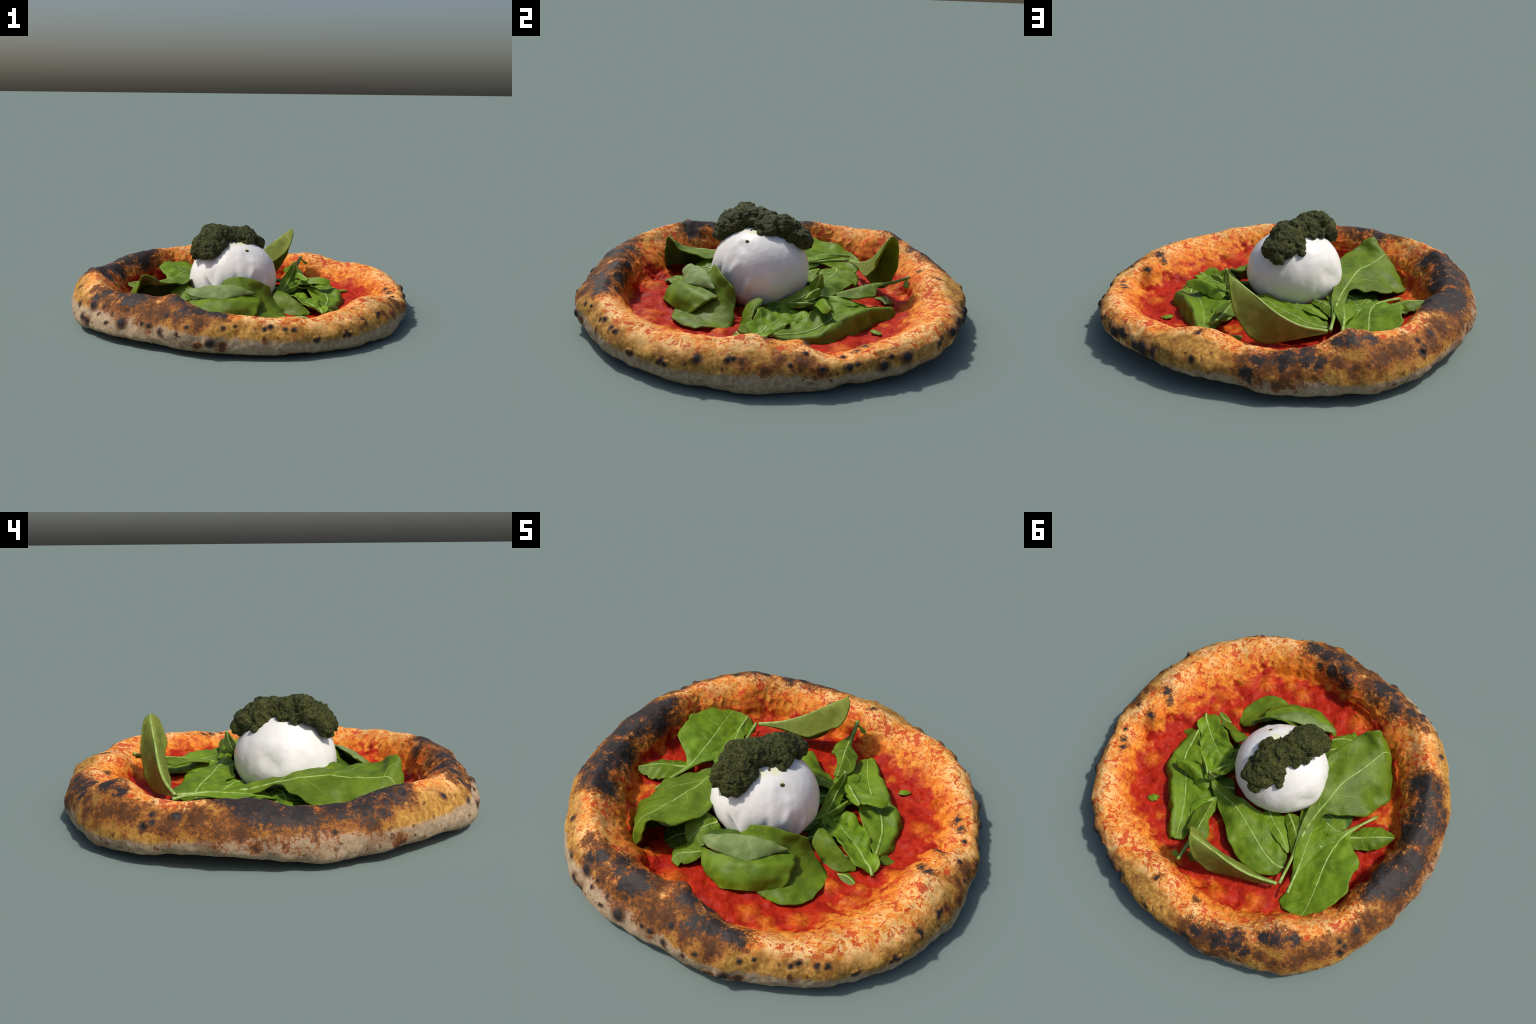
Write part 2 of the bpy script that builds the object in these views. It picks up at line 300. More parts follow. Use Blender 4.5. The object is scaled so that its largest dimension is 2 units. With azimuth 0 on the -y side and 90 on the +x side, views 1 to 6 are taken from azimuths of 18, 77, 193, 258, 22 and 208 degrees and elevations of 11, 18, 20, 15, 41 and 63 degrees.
LEAVES = {
    "broad_west": dict(rows=slim([(-.319, .503, .142), (-.312, .33, .142)], [.007, .011]) + [
        [(-.335, .15, .130), (-.300, .166, .140), (-.27, .17, .155)],
        [(-.350, .055, .165), (-.312, .079, .158), (-.262, .09, .168)],
        [(-.44, .00, .150), (-.338, -.03, .182), (-.25, -.05, .205)],
        [(-.55, -.08, .105), (-.368, -.158, .200), (-.235, -.19, .215)],
        [(-.591, -.19, .083), (-.42, -.27, .197), (-.215, -.325, .205)],
        [(-.605, -.27, .085), (-.465, -.38, .200), (-.300, -.440, .228)],
        [(-.595, -.34, .075), (-.490, -.435, .205), (-.365, -.482, .285)],
        [(-.565, -.39, .06), (-.515, -.470, .140), (-.415, -.512, .275)],
        [(-.535, -.43, .055), (-.500, -.500, .07), (-.445, -.525, .16)]], ruffle=.013),
    "strap_west": dict(rows=slim([(-.380, .530, .146)], [.007]) + [
        [(-.350, .41, .15), (-.370, .403, .160), (-.388, .39, .15)],
        [(-.30, .29, .15), (-.350, .280, .148), (-.41, .26, .13)],
        [(-.28, .15, .14), (-.327, .137, .118), (-.39, .11, .125)],
        [(-.28, .04, .10), (-.315, .03, .09), (-.35, .03, .10)]], ruffle=.010),
    "broad_north": dict(rows=[
        [(-.290, .43, .10), (-.295, .405, .108), (-.289, .361, .108)],
        [(-.255, .470, .10), (-.245, .415, .112), (-.266, .326, .11)],
        [(-.188, .487, .10), (-.172, .391, .118), (-.200, .272, .12)],
        [(-.094, .481, .10), (-.089, .345, .138), (-.110, .228, .13)],
        [(-.011, .445, .11), (-.001, .291, .153), (-.027, .192, .14)],
        [(.075, .385, .118), (.095, .237, .162), (.090, .178, .15)],
        [(.150, .314, .13), (.165, .214, .158), (.18, .160, .15)],
        [(.226, .231, .14), (.235, .190, .150), (.245, .150, .152)],
        [(.280, .185, .16), (.290, .165, .165), (.298, .140, .165)]], ruffle=.016),
    "standing_north": dict(rows=[
        [(-.306, .500, .138), (-.306, .509, .140), (-.306, .518, .132)],
        [(-.19, .515, .145), (-.202, .535, .163), (-.19, .55, .11)],
        [(-.09, .505, .145), (-.125, .550, .198), (-.09, .56, .085)],
        [(-.016, .503, .150), (-.049, .558, .248), (-.03, .575, .08)],
        [(.037, .505, .189), (.005, .560, .294), (.03, .60, .105)],
        [(.10, .503, .235), (.064, .564, .341), (.075, .618, .155)],
        [(.140, .493, .272), (.109, .566, .378), (.105, .625, .21)],
        [(.170, .505, .33), (.140, .568, .402), (.132, .618, .30)],
        [(.178, .525, .39), (.155, .567, .418), (.145, .608, .375)],
        [(.174, .545, .41), (.158, .567, .421), (.152, .590, .41)]], ruffle=.005, lobes=.08, flip=True, olive=True),
    "round_west": dict(rows=slim([(-.602, -.115, .073), (-.545, -.014, .100)], [.006, .008], (.9, -.4, 0)) + [
        [(-.525, .075, .115), (-.500, .083, .118), (-.465, .095, .125)],
        [(-.590, .165, .165), (-.485, .182, .138), (-.396, .174, .12)],
        [(-.640, .235, .178), (-.485, .314, .138), (-.374, .302, .10)],
        [(-.655, .334, .185), (-.495, .40, .124), (-.365, .421, .08)],
        [(-.645, .423, .170), (-.505, .494, .110), (-.365, .52, .062)],
        [(-.605, .508, .155), (-.506, .56, .106), (-.390, .587, .068)],
        [(-.550, .575, .13), (-.504, .602, .11), (-.45, .608, .09)]], ruffle=.015),
    "small_west": dict(rows=[
        [(-.53, .13, .08), (-.52, .08, .095), (-.53, .03, .08)],
        [(-.60, .115, .082), (-.59, .05, .105), (-.575, -.03, .082)],
        [(-.665, .085, .084), (-.65, .02, .115), (-.625, -.065, .086)],
        [(-.705, .045, .088), (-.70, -.01, .116), (-.685, -.065, .092)],
        [(-.738, -.015, .10), (-.742, -.032, .108), (-.735, -.05, .10)]], ruffle=.010),
    "broad_east": dict(rows=slim([(.550, -.142, .088)], [.007]) + [
        [(.595, -.04, .052), (.580, -.045, .078), (.545, -.05, .082), (.51, -.04, .095), (.475, -.02, .10)],
        [(.605, .06, .05), (.590, .055, .088), (.535, .05, .090), (.48, .05, .11), (.42, .06, .12)],
        [(.595, .13, .05), (.575, .125, .110), (.500, .13, .108), (.45, .12, .125), (.39, .11, .13)],
        [(.545, .235, .05), (.518, .218, .140), (.450, .188, .112), (.39, .175, .12), (.32, .16, .12)],
        [(.480, .335, .05), (.458, .310, .138), (.400, .28, .112), (.33, .265, .118), (.25, .25, .115)],
        [(.430, .425, .05), (.405, .392, .134), (.357, .375, .110), (.30, .35, .11), (.24, .33, .10)],
        [(.385, .500, .05), (.365, .475, .118), (.33, .46, .10), (.295, .44, .095), (.26, .42, .09)],
        [(.345, .550, .05), (.331, .535, .098), (.31, .53, .088), (.29, .52, .08), (.27, .51, .075)]], ruffle=.015),
    "curl_east": dict(rows=[
        [(.515, .140, .165), (.520, .154, .185), (.505, .172, .165)],
        [(.486, .122, .165), (.470, .145, .200), (.455, .175, .155)],
        [(.424, .110, .165), (.420, .150, .195), (.41, .185, .14)],
        [(.345, .125, .155), (.355, .170, .175), (.370, .205, .13)],
        [(.285, .175, .14), (.295, .205, .140), (.31, .225, .12)]], rib=False, ruffle=.008),
    "broad_southeast": dict(rows=slim([(.570, -.238, .082)], [.012], (.7, .7, 0)) + [
        [(.585, -.165, .078), (.540, -.192, .092), (.493, -.235, .10)],
        [(.526, -.100, .09), (.490, -.140, .100), (.420, -.195, .128)],
        [(.480, -.03, .10), (.430, -.087, .102), (.357, -.140, .128)],
        [(.435, .027, .105), (.380, -.045, .104), (.295, -.095, .125)],
        [(.370, .090, .11), (.334, -.006, .104), (.250, -.05, .11)],
        [(.317, .095, .11), (.280, .040, .10), (.230, .0, .10)]], ruffle=.024),
    "folded_south": dict(rows=[
        [(.240, -.200, .13), (.262, -.150, .16), (.290, -.115, .158), (.325, -.125, .15)],
        [(.285, -.205, .10), (.310, -.185, .135), (.350, -.170, .148), (.386, -.185, .128)],
        [(.345, -.245, .055), (.380, -.225, .085), (.420, -.205, .110), (.462, -.212, .10)],
        [(.383, -.275, .048), (.430, -.255, .058), (.475, -.235, .07), (.525, -.225, .065)]], lobes=.06, rib=False, taper=True, ruffle=.010),
    "round_south": dict(rows=[
        [(-.06, -.30, .20), (.05, -.312, .262), (.12, -.310, .272), (.20, -.288, .250), (.262, -.255, .215)],
        [(-.03, -.35, .18), (.06, -.350, .212), (.14, -.345, .205), (.23, -.312, .150), (.310, -.262, .105)],
        [(.03, -.43, .10), (.11, -.430, .115), (.185, -.420, .108), (.285, -.380, .082), (.368, -.290, .068)],
        [(.11, -.515, .068), (.17, -.520, .072), (.24, -.510, .074), (.33, -.460, .070), (.39, -.345, .066)],
        [(.20, -.545, .066), (.235, -.550, .067), (.275, -.542, .068), (.325, -.515, .068), (.368, -.455, .066)]], lobes=.06, rib=False, ruffle=.012),
    "lobe_south": dict(rows=[
        [(-.18, -.43, .12), (-.09, -.445, .15), (.02, -.435, .175), (.12, -.392, .178), (.235, -.322, .152)],
        [(-.165, -.48, .10), (-.07, -.50, .135), (.03, -.490, .165), (.13, -.455, .172), (.245, -.375, .145)],
        [(-.115, -.535, .08), (-.03, -.545, .11), (.06, -.53, .122), (.15, -.490, .135), (.238, -.435, .105)],
        [(-.03, -.560, .062), (.02, -.56, .075), (.075, -.548, .08), (.145, -.520, .075), (.215, -.485, .062)]], lobes=.06, rib=False, ruffle=.010),
    "pale_flap_south": dict(rows=[
        [(-.190, -.405, .195), (-.044, -.375, .222), (.08, -.352, .228), (.198, -.332, .195)],
        [(-.175, -.432, .185), (-.04, -.425, .214), (.08, -.400, .216), (.195, -.345, .192)],
        [(-.135, -.462, .158), (.003, -.470, .168), (.09, -.446, .178), (.172, -.366, .182)]], lobes=.06, rib=False, taper=True, ruffle=.008, flip=True, pale=True),
    "small_southwest": dict(rows=[
        [(-.16, -.39, .10), (-.17, -.42, .10), (-.175, -.455, .09)],
        [(-.234, -.40, .115), (-.225, -.455, .105), (-.212, -.50, .082)],
        [(-.30, -.44, .10), (-.285, -.48, .095), (-.25, -.53, .082)],
        [(-.33, -.46, .085), (-.30, -.515, .08), (-.262, -.548, .08)]], taper=True, ruffle=.010),
    "spike_east": dict(rows=[
        [(.289, .163, .286), (.289, .167, .284), (.289, .172, .282)],
        [(.262, .130, .24), (.285, .155, .235), (.298, .178, .225)],
        [(.238, .095, .19), (.270, .130, .185), (.292, .165, .175)],
        [(.225, .02, .14), (.262, .055, .145), (.295, .11, .14)],
        [(.195, -.06, .10), (.235, -.03, .105), (.28, .02, .105)],
        [(.185, -.10, .08), (.20, -.09, .08), (.23, -.07, .08)]], ruffle=.008),
    "pale_spur_east": dict(rows=[
        [(.310, .165, .20), (.320, .150, .215), (.315, .130, .195)],
        [(.350, .125, .195), (.355, .108, .215), (.345, .090, .195)],
        [(.385, .092, .188), (.385, .080, .208), (.375, .065, .190)],
        [(.405, .070, .195), (.405, .064, .202), (.40, .055, .195)]], ruffle=.005),
    "tongue_south_east": dict(rows=[
        [(.185, -.075, .09), (.193, -.055, .11), (.20, -.03, .09)],
        [(.255, -.015, .10), (.262, .01, .128), (.25, .04, .10)],
        [(.315, .065, .12), (.318, .09, .145), (.30, .11, .12)],
        [(.335, .11, .14), (.330, .12, .145), (.325, .125, .14)]], ruffle=.006),
    "sprig_north": dict(rows=slim([(.200, .660, .213), (.202, .600, .198)], [.009, .010]) + [
        [(.188, .55, .188), (.203, .55, .190), (.216, .55, .186)],
        [(.148, .49, .168), (.204, .48, .184), (.222, .49, .178)],
        [(.146, .44, .160), (.206, .43, .178), (.268, .45, .150)],
        [(.190, .36, .155), (.212, .37, .168), (.290, .37, .145)],
        [(.205, .27, .145), (.224, .265, .150), (.250, .27, .145)]], ruffle=.010),
    "sprig_leaflet_north": dict(rows=[
        [(.196, .645, .206), (.204, .640, .205), (.212, .635, .200)],
        [(.225, .645, .190), (.232, .632, .192), (.236, .615, .186)],
        [(.252, .640, .180), (.254, .630, .180), (.252, .618, .178)]], rib=False, ruffle=.003),
    "crumpled_centre": dict(rows=[
        [(-.136, .126, .11), (-.170, .120, .125), (-.207, .088, .12)],
        [(-.19, .185, .12), (-.235, .180, .135), (-.285, .150, .135)],
        [(-.25, .255, .12), (-.285, .245, .137), (-.310, .230, .135)],
        [(-.285, .325, .12), (-.298, .324, .128), (-.308, .322, .12)]], taper=True, ruffle=.014),
    "under_centre": dict(rows=[
        [(-.010, .190, .12), (-.065, .150, .11), (-.118, .115, .10)],
        [(-.060, .235, .12), (-.110, .195, .125), (-.180, .150, .11)],
        [(-.150, .270, .13), (-.194, .251, .128), (-.250, .225, .11)],
        [(-.26, .335, .115), (-.275, .320, .112), (-.275, .290, .11)]], taper=True, ruffle=.010),
    "blade_west": dict(rows=[
        [(-.225, .06, .12), (-.251, .034, .14), (-.285, .03, .15)],
        [(-.235, .10, .13), (-.270, .085, .145), (-.305, .09, .155)],
        [(-.275, .19, .14), (-.289, .193, .145), (-.303, .19, .14)]], ruffle=.006),
    "under_west": dict(rows=[
        [(-.350, .08, .085), (-.362, .05, .09), (-.38, .02, .10)],
        [(-.40, .13, .07), (-.42, .07, .085), (-.44, .0, .10)],
        [(-.46, .11, .065), (-.47, .06, .078), (-.50, .02, .085)]], taper=True, ruffle=.012),
    "tiny_south": dict(rows=[
        [(.395, -.275, .048), (.405, -.269, .052), (.42, -.262, .05)],
        [(.445, -.300, .045), (.465, -.270, .06), (.475, -.235, .05)],
        [(.505, -.325, .042), (.512, -.30, .055), (.515, -.27, .045)],
        [(.520, -.325, .045), (.524, -.318, .048), (.522, -.305, .045)]], ruffle=.006),
    "tiny_east": dict(rows=[
        [(.565, -.125, .06), (.57, -.11, .072), (.571, -.065, .07)],
        [(.60, -.125, .052), (.60, -.10, .06), (.60, -.075, .055)],
        [(.632, -.10, .05), (.635, -.092, .052), (.632, -.085, .05)]], rib=False, ruffle=.004),
    "tiny_north": dict(rows=[
        [(.215, .565, .070), (.208, .555, .078), (.205, .54, .072)],
        [(.165, .592, .068), (.158, .560, .092), (.155, .53, .078)],
        [(.115, .545, .065), (.112, .525, .078), (.115, .51, .07)]], ruffle=.004),
    "filler_east": dict(rows=[
        [(.19, -.20, .07), (.22, -.15, .09), (.20, -.08, .09)],
        [(.27, -.17, .07), (.28, -.10, .10), (.25, -.02, .10)],
        [(.36, -.10, .07), (.36, -.02, .09), (.32, .05, .10)],
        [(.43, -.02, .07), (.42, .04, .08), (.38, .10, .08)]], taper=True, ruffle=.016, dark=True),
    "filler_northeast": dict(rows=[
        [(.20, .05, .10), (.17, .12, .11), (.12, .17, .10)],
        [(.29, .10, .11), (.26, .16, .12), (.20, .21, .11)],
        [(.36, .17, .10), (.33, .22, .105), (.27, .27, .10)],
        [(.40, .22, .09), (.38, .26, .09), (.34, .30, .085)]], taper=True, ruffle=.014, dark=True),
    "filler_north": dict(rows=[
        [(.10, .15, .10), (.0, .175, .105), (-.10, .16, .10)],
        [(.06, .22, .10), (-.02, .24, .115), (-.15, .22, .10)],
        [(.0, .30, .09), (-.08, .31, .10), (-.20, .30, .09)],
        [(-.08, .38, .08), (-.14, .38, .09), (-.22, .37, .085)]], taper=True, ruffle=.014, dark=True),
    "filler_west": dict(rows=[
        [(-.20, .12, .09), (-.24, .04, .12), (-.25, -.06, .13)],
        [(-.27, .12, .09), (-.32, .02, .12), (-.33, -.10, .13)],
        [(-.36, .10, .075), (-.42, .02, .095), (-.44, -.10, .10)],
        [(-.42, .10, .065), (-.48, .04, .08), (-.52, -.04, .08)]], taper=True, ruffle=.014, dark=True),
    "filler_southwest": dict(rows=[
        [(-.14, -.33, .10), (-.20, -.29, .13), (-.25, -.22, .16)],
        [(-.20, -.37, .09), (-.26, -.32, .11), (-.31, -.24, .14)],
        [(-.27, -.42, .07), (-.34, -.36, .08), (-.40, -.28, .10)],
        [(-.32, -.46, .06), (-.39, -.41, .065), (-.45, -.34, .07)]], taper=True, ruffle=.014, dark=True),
    "wavy_northeast": dict(rows=[
        [(.17, .16, .10), (.20, .20, .12), (.24, .22, .11)],
        [(.20, .23, .11), (.25, .27, .14), (.31, .27, .12)],
        [(.20, .31, .10), (.26, .34, .12), (.32, .34, .115)],
        [(.21, .39, .085), (.26, .41, .095), (.31, .41, .09)]], taper=True, ruffle=.018),
    "wavy_northwest": dict(rows=[
        [(-.30, .20, .11), (-.33, .17, .12), (-.36, .13, .11)],
        [(-.34, .24, .115), (-.38, .20, .13), (-.42, .15, .12)],
        [(-.40, .27, .10), (-.44, .22, .115), (-.47, .17, .11)],
        [(-.45, .28, .085), (-.48, .25, .09), (-.50, .21, .085)]], taper=True, ruffle=.014),
    "filler_corner": dict(rows=[
        [(-.12, -.32, .15), (-.17, -.29, .17), (-.21, -.24, .18)],
        [(-.15, -.36, .14), (-.21, -.33, .165), (-.26, -.28, .19)],
        [(-.19, -.40, .12), (-.25, -.37, .14), (-.30, -.33, .17)],
        [(-.22, -.43, .10), (-.27, -.41, .11), (-.31, -.38, .13)]], taper=True, ruffle=.014),
    "filler_hollow": dict(rows=[  # dark upright sheet modelled to give the hollow its black shade
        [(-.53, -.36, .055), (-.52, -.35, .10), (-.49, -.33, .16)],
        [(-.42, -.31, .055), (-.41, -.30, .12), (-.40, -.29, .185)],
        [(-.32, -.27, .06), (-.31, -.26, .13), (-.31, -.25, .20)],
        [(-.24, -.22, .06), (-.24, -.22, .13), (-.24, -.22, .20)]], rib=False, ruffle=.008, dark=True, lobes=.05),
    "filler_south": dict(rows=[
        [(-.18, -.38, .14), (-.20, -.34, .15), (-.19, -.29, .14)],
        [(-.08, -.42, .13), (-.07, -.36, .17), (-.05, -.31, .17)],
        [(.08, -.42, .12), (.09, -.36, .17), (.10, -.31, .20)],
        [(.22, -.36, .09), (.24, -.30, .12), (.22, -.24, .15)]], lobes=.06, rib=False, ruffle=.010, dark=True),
    "fragment_east": dict(rows=[
        [(.525, .350, .072), (.530, .362, .078), (.525, .375, .072)],
        [(.555, .350, .074), (.555, .370, .080), (.550, .390, .072)],
        [(.580, .372, .072), (.582, .380, .074), (.578, .388, .072)]], rib=False, ruffle=.002),
}


def leaf_surface(spec, seed, nu=56, nv=34):
    rows = [np.array(r, float) for r in spec["rows"]]
    k = max(len(r) for r in rows)
    net = np.stack([r if len(r) == k else catmull(r, np.linspace(0, len(r) - 1, k)) for r in rows])
    cols = catmull(net, np.linspace(0, len(net) - 1, nu))                       # nu,k,3
    P = catmull(cols.transpose(1, 0, 2), np.linspace(0, k - 1, nv)).transpose(1, 0, 2)
    v = np.linspace(-1, 1, nv)[None, :, None]
    width = np.linalg.norm(P[:, -1] - P[:, 0], axis=-1)[:, None, None]
    mid = P[:, nv // 2:nv // 2 + 1]
    # toothed, uneven margin
    u = np.linspace(0, 1, nu)
    side = np.stack([u * 7, np.full(nu, 3.1 * seed), np.full(nu, .5)], -1)
    notch_a, notch_b = fractal(side, 1.0, 3, 91), fractal(side + 7.7, 1.0, 3, 92)
    grow = np.where(v < 0, notch_a[:, None, None], notch_b[:, None, None]) * spec.get("lobes", .26) * np.abs(v) ** 2.2
    P = P + (P - mid) * grow
    if spec.get("taper"):                                # round off both ends
        P = mid + (P - mid) * np.sqrt(1 - .96 * np.abs(2 * u - 1) ** 4)[:, None, None]
    n = grid_normals(P, False)
    if (n[..., 2].mean() < 0):
        n = -n
    amp = spec["ruffle"] * np.clip(width / .16, .05, 1)
    wave = 1.5 * fractal(P + seed * 1.37, 12, 2, 101)[..., None] * (.30 + .70 * np.abs(v) ** 1.5)
    fine = noise(P + seed * 2.9, 34, 103)[..., None] * .22
    quilt = -.10 * np.exp(-(v / .07) ** 2)
    strong = (.24 if spec.get("rib", True) else 0) * np.clip((width - .10) / .08, 0, 1)
    pleat = strong * np.cos(TAU * (5.5 * u[:, None, None] - .9 * np.abs(v)) + seed) * np.clip(np.abs(v) * 1.6, 0, 1)
    P = P + n * amp * (1.25 * wave + fine + quilt + pleat)
    n = grid_normals(P, False)
    if n[..., 2].mean() < 0:
        n = -n
    return P, n



# ----------------------------------------------------------------------------
# Blender side: materials
# ----------------------------------------------------------------------------
import bpy
import bmesh
from mathutils import Vector


class Nodes:
    """Small wrapper that writes shader graphs as expressions."""

    def __init__(self, name):
        self.mat = bpy.data.materials.new(name)
        self.mat.use_nodes = True
        self.tree = self.mat.node_tree
        self.bsdf = self.tree.nodes["Principled BSDF"]
        self.coord = self.tree.nodes.new("ShaderNodeTexCoord").outputs["Object"]

    def new(self, kind, **props):
        n = self.tree.nodes.new(kind)
        for k, v in props.items():
            setattr(n, k, v)
        return n

    def put(self, socket, value):
        if isinstance(value, bpy.types.NodeSocket):
            self.tree.links.new(value, socket)
        elif value is not None:
            if socket.type == "RGBA" and len(value) == 3:
                value = (*value, 1)
            socket.default_value = value

    def math(self, op, a, b=0.5, c=0.5, clamp=False):
        n = self.new("ShaderNodeMath", operation=op, use_clamp=clamp)
        for s, v in zip(n.inputs, (a, b, c)):
            self.put(s, v)
        return n.outputs[0]

    def vec(self, op, a, b=None, scale=None):
        n = self.new("ShaderNodeVectorMath", operation=op)
        self.put(n.inputs[0], a)
        if b is not None:
            self.put(n.inputs[1], b)
        if scale is not None:
            self.put(n.inputs["Scale"], scale)
        return n.outputs["Value" if op in ("DISTANCE", "LENGTH", "DOT_PRODUCT") else "Vector"]

    def noise(self, scale, detail=3, rough=.55, vector=None, distortion=0.0, color=False):
        n = self.new("ShaderNodeTexNoise")
        self.put(n.inputs["Vector"], vector or self.coord)
        self.put(n.inputs["Scale"], scale)
        self.put(n.inputs["Detail"], detail)
        self.put(n.inputs["Roughness"], rough)
        self.put(n.inputs["Distortion"], distortion)
        return n.outputs["Color" if color else "Fac"]

    def voronoi(self, scale, feature="F1", vector=None, out="Distance", randomness=1.0):
        n = self.new("ShaderNodeTexVoronoi", feature=feature)
        self.put(n.inputs["Vector"], vector or self.coord)
        self.put(n.inputs["Scale"], scale)
        self.put(n.inputs["Randomness"], randomness)
        return n.outputs[out]

    def ramp(self, fac, lo, hi, a=0.0, b=1.0):
        n = self.new("ShaderNodeMapRange", interpolation_type="SMOOTHSTEP")
        for s, v in zip(n.inputs[:5], (fac, lo, hi, a, b)):
            self.put(s, v)
        return n.outputs[0]

    def mix(self, fac, a, b, blend="MIX"):
        n = self.new("ShaderNodeMix", data_type="RGBA", blend_type=blend)
        self.put(n.inputs[0], fac)
        self.put(n.inputs[6], a)
        self.put(n.inputs[7], b)
        return n.outputs[2]

    def curve(self, fac, values, lo, hi):
        """Smooth function of fac (0..1) through equally spaced values, periodic."""
        n = self.new("ShaderNodeFloatCurve")
        c = n.mapping.curves[0]
        pts = [((v - lo) / (hi - lo)) for v in list(values) + [values[0]]]
        while len(c.points) < len(pts):
            c.points.new(0.5, 0.5)
        for k, y in enumerate(pts):
            c.points[k].location = (k / (len(pts) - 1), y)
        n.mapping.update()
        self.put(n.inputs["Value"], fac)
        return self.math("MULTIPLY_ADD", n.outputs[0], hi - lo, lo)

    def nearest(self, vector, places):
        """Smallest distance to any listed place, each measured in its own reach."""
        best = None
        for c, reach in places:
            d = self.math("MULTIPLY", self.vec("DISTANCE", vector, tuple(float(q) for q in c)), 1.0 / reach)
            best = d if best is None else self.math("SMOOTH_MIN", best, d, .45)
        return best

    def bump(self, height, strength, distance):
        n = self.new("ShaderNodeBump")
        self.put(n.inputs["Height"], height)
        self.put(n.inputs["Strength"], strength)
        self.put(n.inputs["Distance"], distance)
        return n.outputs[0]

    def finish(self, color, roughness, normal=None, **more):
        self.put(self.bsdf.inputs["Base Color"], color)
        self.put(self.bsdf.inputs["Roughness"], roughness)
        if normal is not None:
            self.put(self.bsdf.inputs["Normal"], normal)
        for k, v in more.items():
            self.put(self.bsdf.inputs[k.replace("_", " ")], v)
        return self.mat


def dough_material(name, P):
    g = Nodes(name)
    sep = g.new("ShaderNodeSeparateXYZ")
    g.put(sep.inputs[0], g.coord)
    x, y, z = sep.outputs
    flat = g.new("ShaderNodeCombineXYZ")
    g.put(flat.inputs[0], x), g.put(flat.inputs[1], y)
    r = g.vec("LENGTH", flat.outputs[0])
    turn = g.math("MULTIPLY_ADD", g.math("ARCTAN2", y, x), 1 / TAU, .5)
    foot = g.curve(turn, FOOT_RADIUS, .6, 1.0)
    crest_r = g.curve(turn, [float(crest(np.array(math.radians(-180 + 12 * k)), 1)) for k in range(30)], .6, 1.0)
    pale_z = g.curve(turn, PALE_HEIGHT, 0.0, .3)
    # climb: 0 at the foot of the inner wall, 1 on the crest, 2 and more outside
    climb = g.math("DIVIDE", g.math("SUBTRACT", r, foot), g.math("SUBTRACT", crest_r, foot))
    n_big, n_mid, n_fine, n_grit = g.noise(4.5, 2), g.noise(16, 4), g.noise(55, 4, .62), g.noise(190, 3, .6)
    warp = g.vec("ADD", g.coord, g.vec("SCALE", g.vec("SUBTRACT", g.noise(22, 3, color=True), (.5, .5, .5)), scale=.060))
    warp = g.vec("ADD", warp, g.vec("SCALE", g.vec("SUBTRACT", g.noise(110, 3, color=True), (.5, .5, .5)), scale=.016))

    # baked top: cream crest with orange flecks and red tomato specks, amber inner wall
    n_patch = g.noise(9, 3, .5)
    cream = g.mix(g.ramp(n_patch, .42, .64), (.75, .39, .105), (.84, .53, .215))
    inner = g.ramp(g.math("MULTIPLY_ADD", n_mid, .6, climb), .55, 1.25, 1, 0)
    amber = g.mix(g.ramp(n_mid, .36, .62), (.62, .13, .012), (.72, .28, .022))
    top = g.mix(g.math("MULTIPLY", inner, .9), cream, amber)
    fleck = g.noise(50, 2, .5, vector=warp, distortion=.8)
    fleck = g.ramp(g.math("ADD", fleck, g.math("MULTIPLY", g.math("SUBTRACT", n_patch, .5), -.25)), .485, .555)
    inside = g.ramp(g.math("MULTIPLY_ADD", n_big, .9, climb), 1.70, 2.05, 1, 0)
    top = g.mix(g.math("MULTIPLY", g.math("MULTIPLY", fleck, inside), .85), top, (.70, .195, .018))
    stain = g.noise(32, 3, .5, vector=g.vec("MULTIPLY", warp, (1, 1, 1.5)), distortion=1.3)
    smear = g.noise(14, 2, .5, vector=warp, distortion=.8)
    stains = g.math("MAXIMUM", g.ramp(stain, .565, .60), g.ramp(smear, .60, .63))
    top = g.mix(g.math("MULTIPLY", g.math("MULTIPLY", stains, inside), .88), top, (.50, .046, .010))

    # golden outside, then the pale floury lower band
    gold = g.mix(g.ramp(n_fine, .35, .65), (.33, .150, .024), (.56, .30, .068))
    gold = g.mix(g.math("MULTIPLY", g.ramp(n_mid, .48, .62), .55), gold, (.24, .085, .018))
    gold = g.mix(g.math("MULTIPLY", g.ramp(n_grit, .64, .72), .5), gold, (.80, .55, .25))
    side = g.ramp(g.math("ADD", climb, g.math("MULTIPLY", n_mid, .8)), 1.55, 1.95)
    skin = g.mix(side, top, gold)
    flour = g.mix(g.ramp(n_fine, .3, .7), (.31, .21, .122), (.48, .35, .225))
    flour = g.mix(g.math("MULTIPLY", g.ramp(g.math("MULTIPLY_ADD", n_big, .5, g.math("MULTIPLY", n_mid, .5)), .50, .64), .6), flour, (.17, .09, .042))
    streaks = g.noise(60, 2, .5, vector=g.vec("MULTIPLY", g.coord, (1, 1, .18)))
    flour = g.mix(g.math("MULTIPLY", g.ramp(streaks, .5, .75), .35), flour, (.50, .39, .27))
    below = g.math("SUBTRACT", g.math("MULTIPLY_ADD", g.math("SUBTRACT", n_mid, .5), .05, pale_z), z)
    below = g.math("MULTIPLY", g.ramp(below, -.010, .012), g.ramp(climb, 1.2, 1.5))
    skin = g.mix(below, skin, flour)

    # leopard spots outside
    spot = g.voronoi(26, vector=warp)
    spot_pick = g.voronoi(26, vector=warp, out="Color")
    sc = g.new("ShaderNodeSeparateColor")
    g.put(sc.inputs[0], spot_pick)
    size = g.math("MULTIPLY", g.ramp(sc.outputs[0], .25, 1.0), .32)
    spots = g.math("MULTIPLY", g.ramp(g.math("SUBTRACT", size, spot), -.02, .09), g.ramp(climb, 1.15, 1.6))
    spots = g.math("MULTIPLY", spots, g.ramp(z, .035, .07))
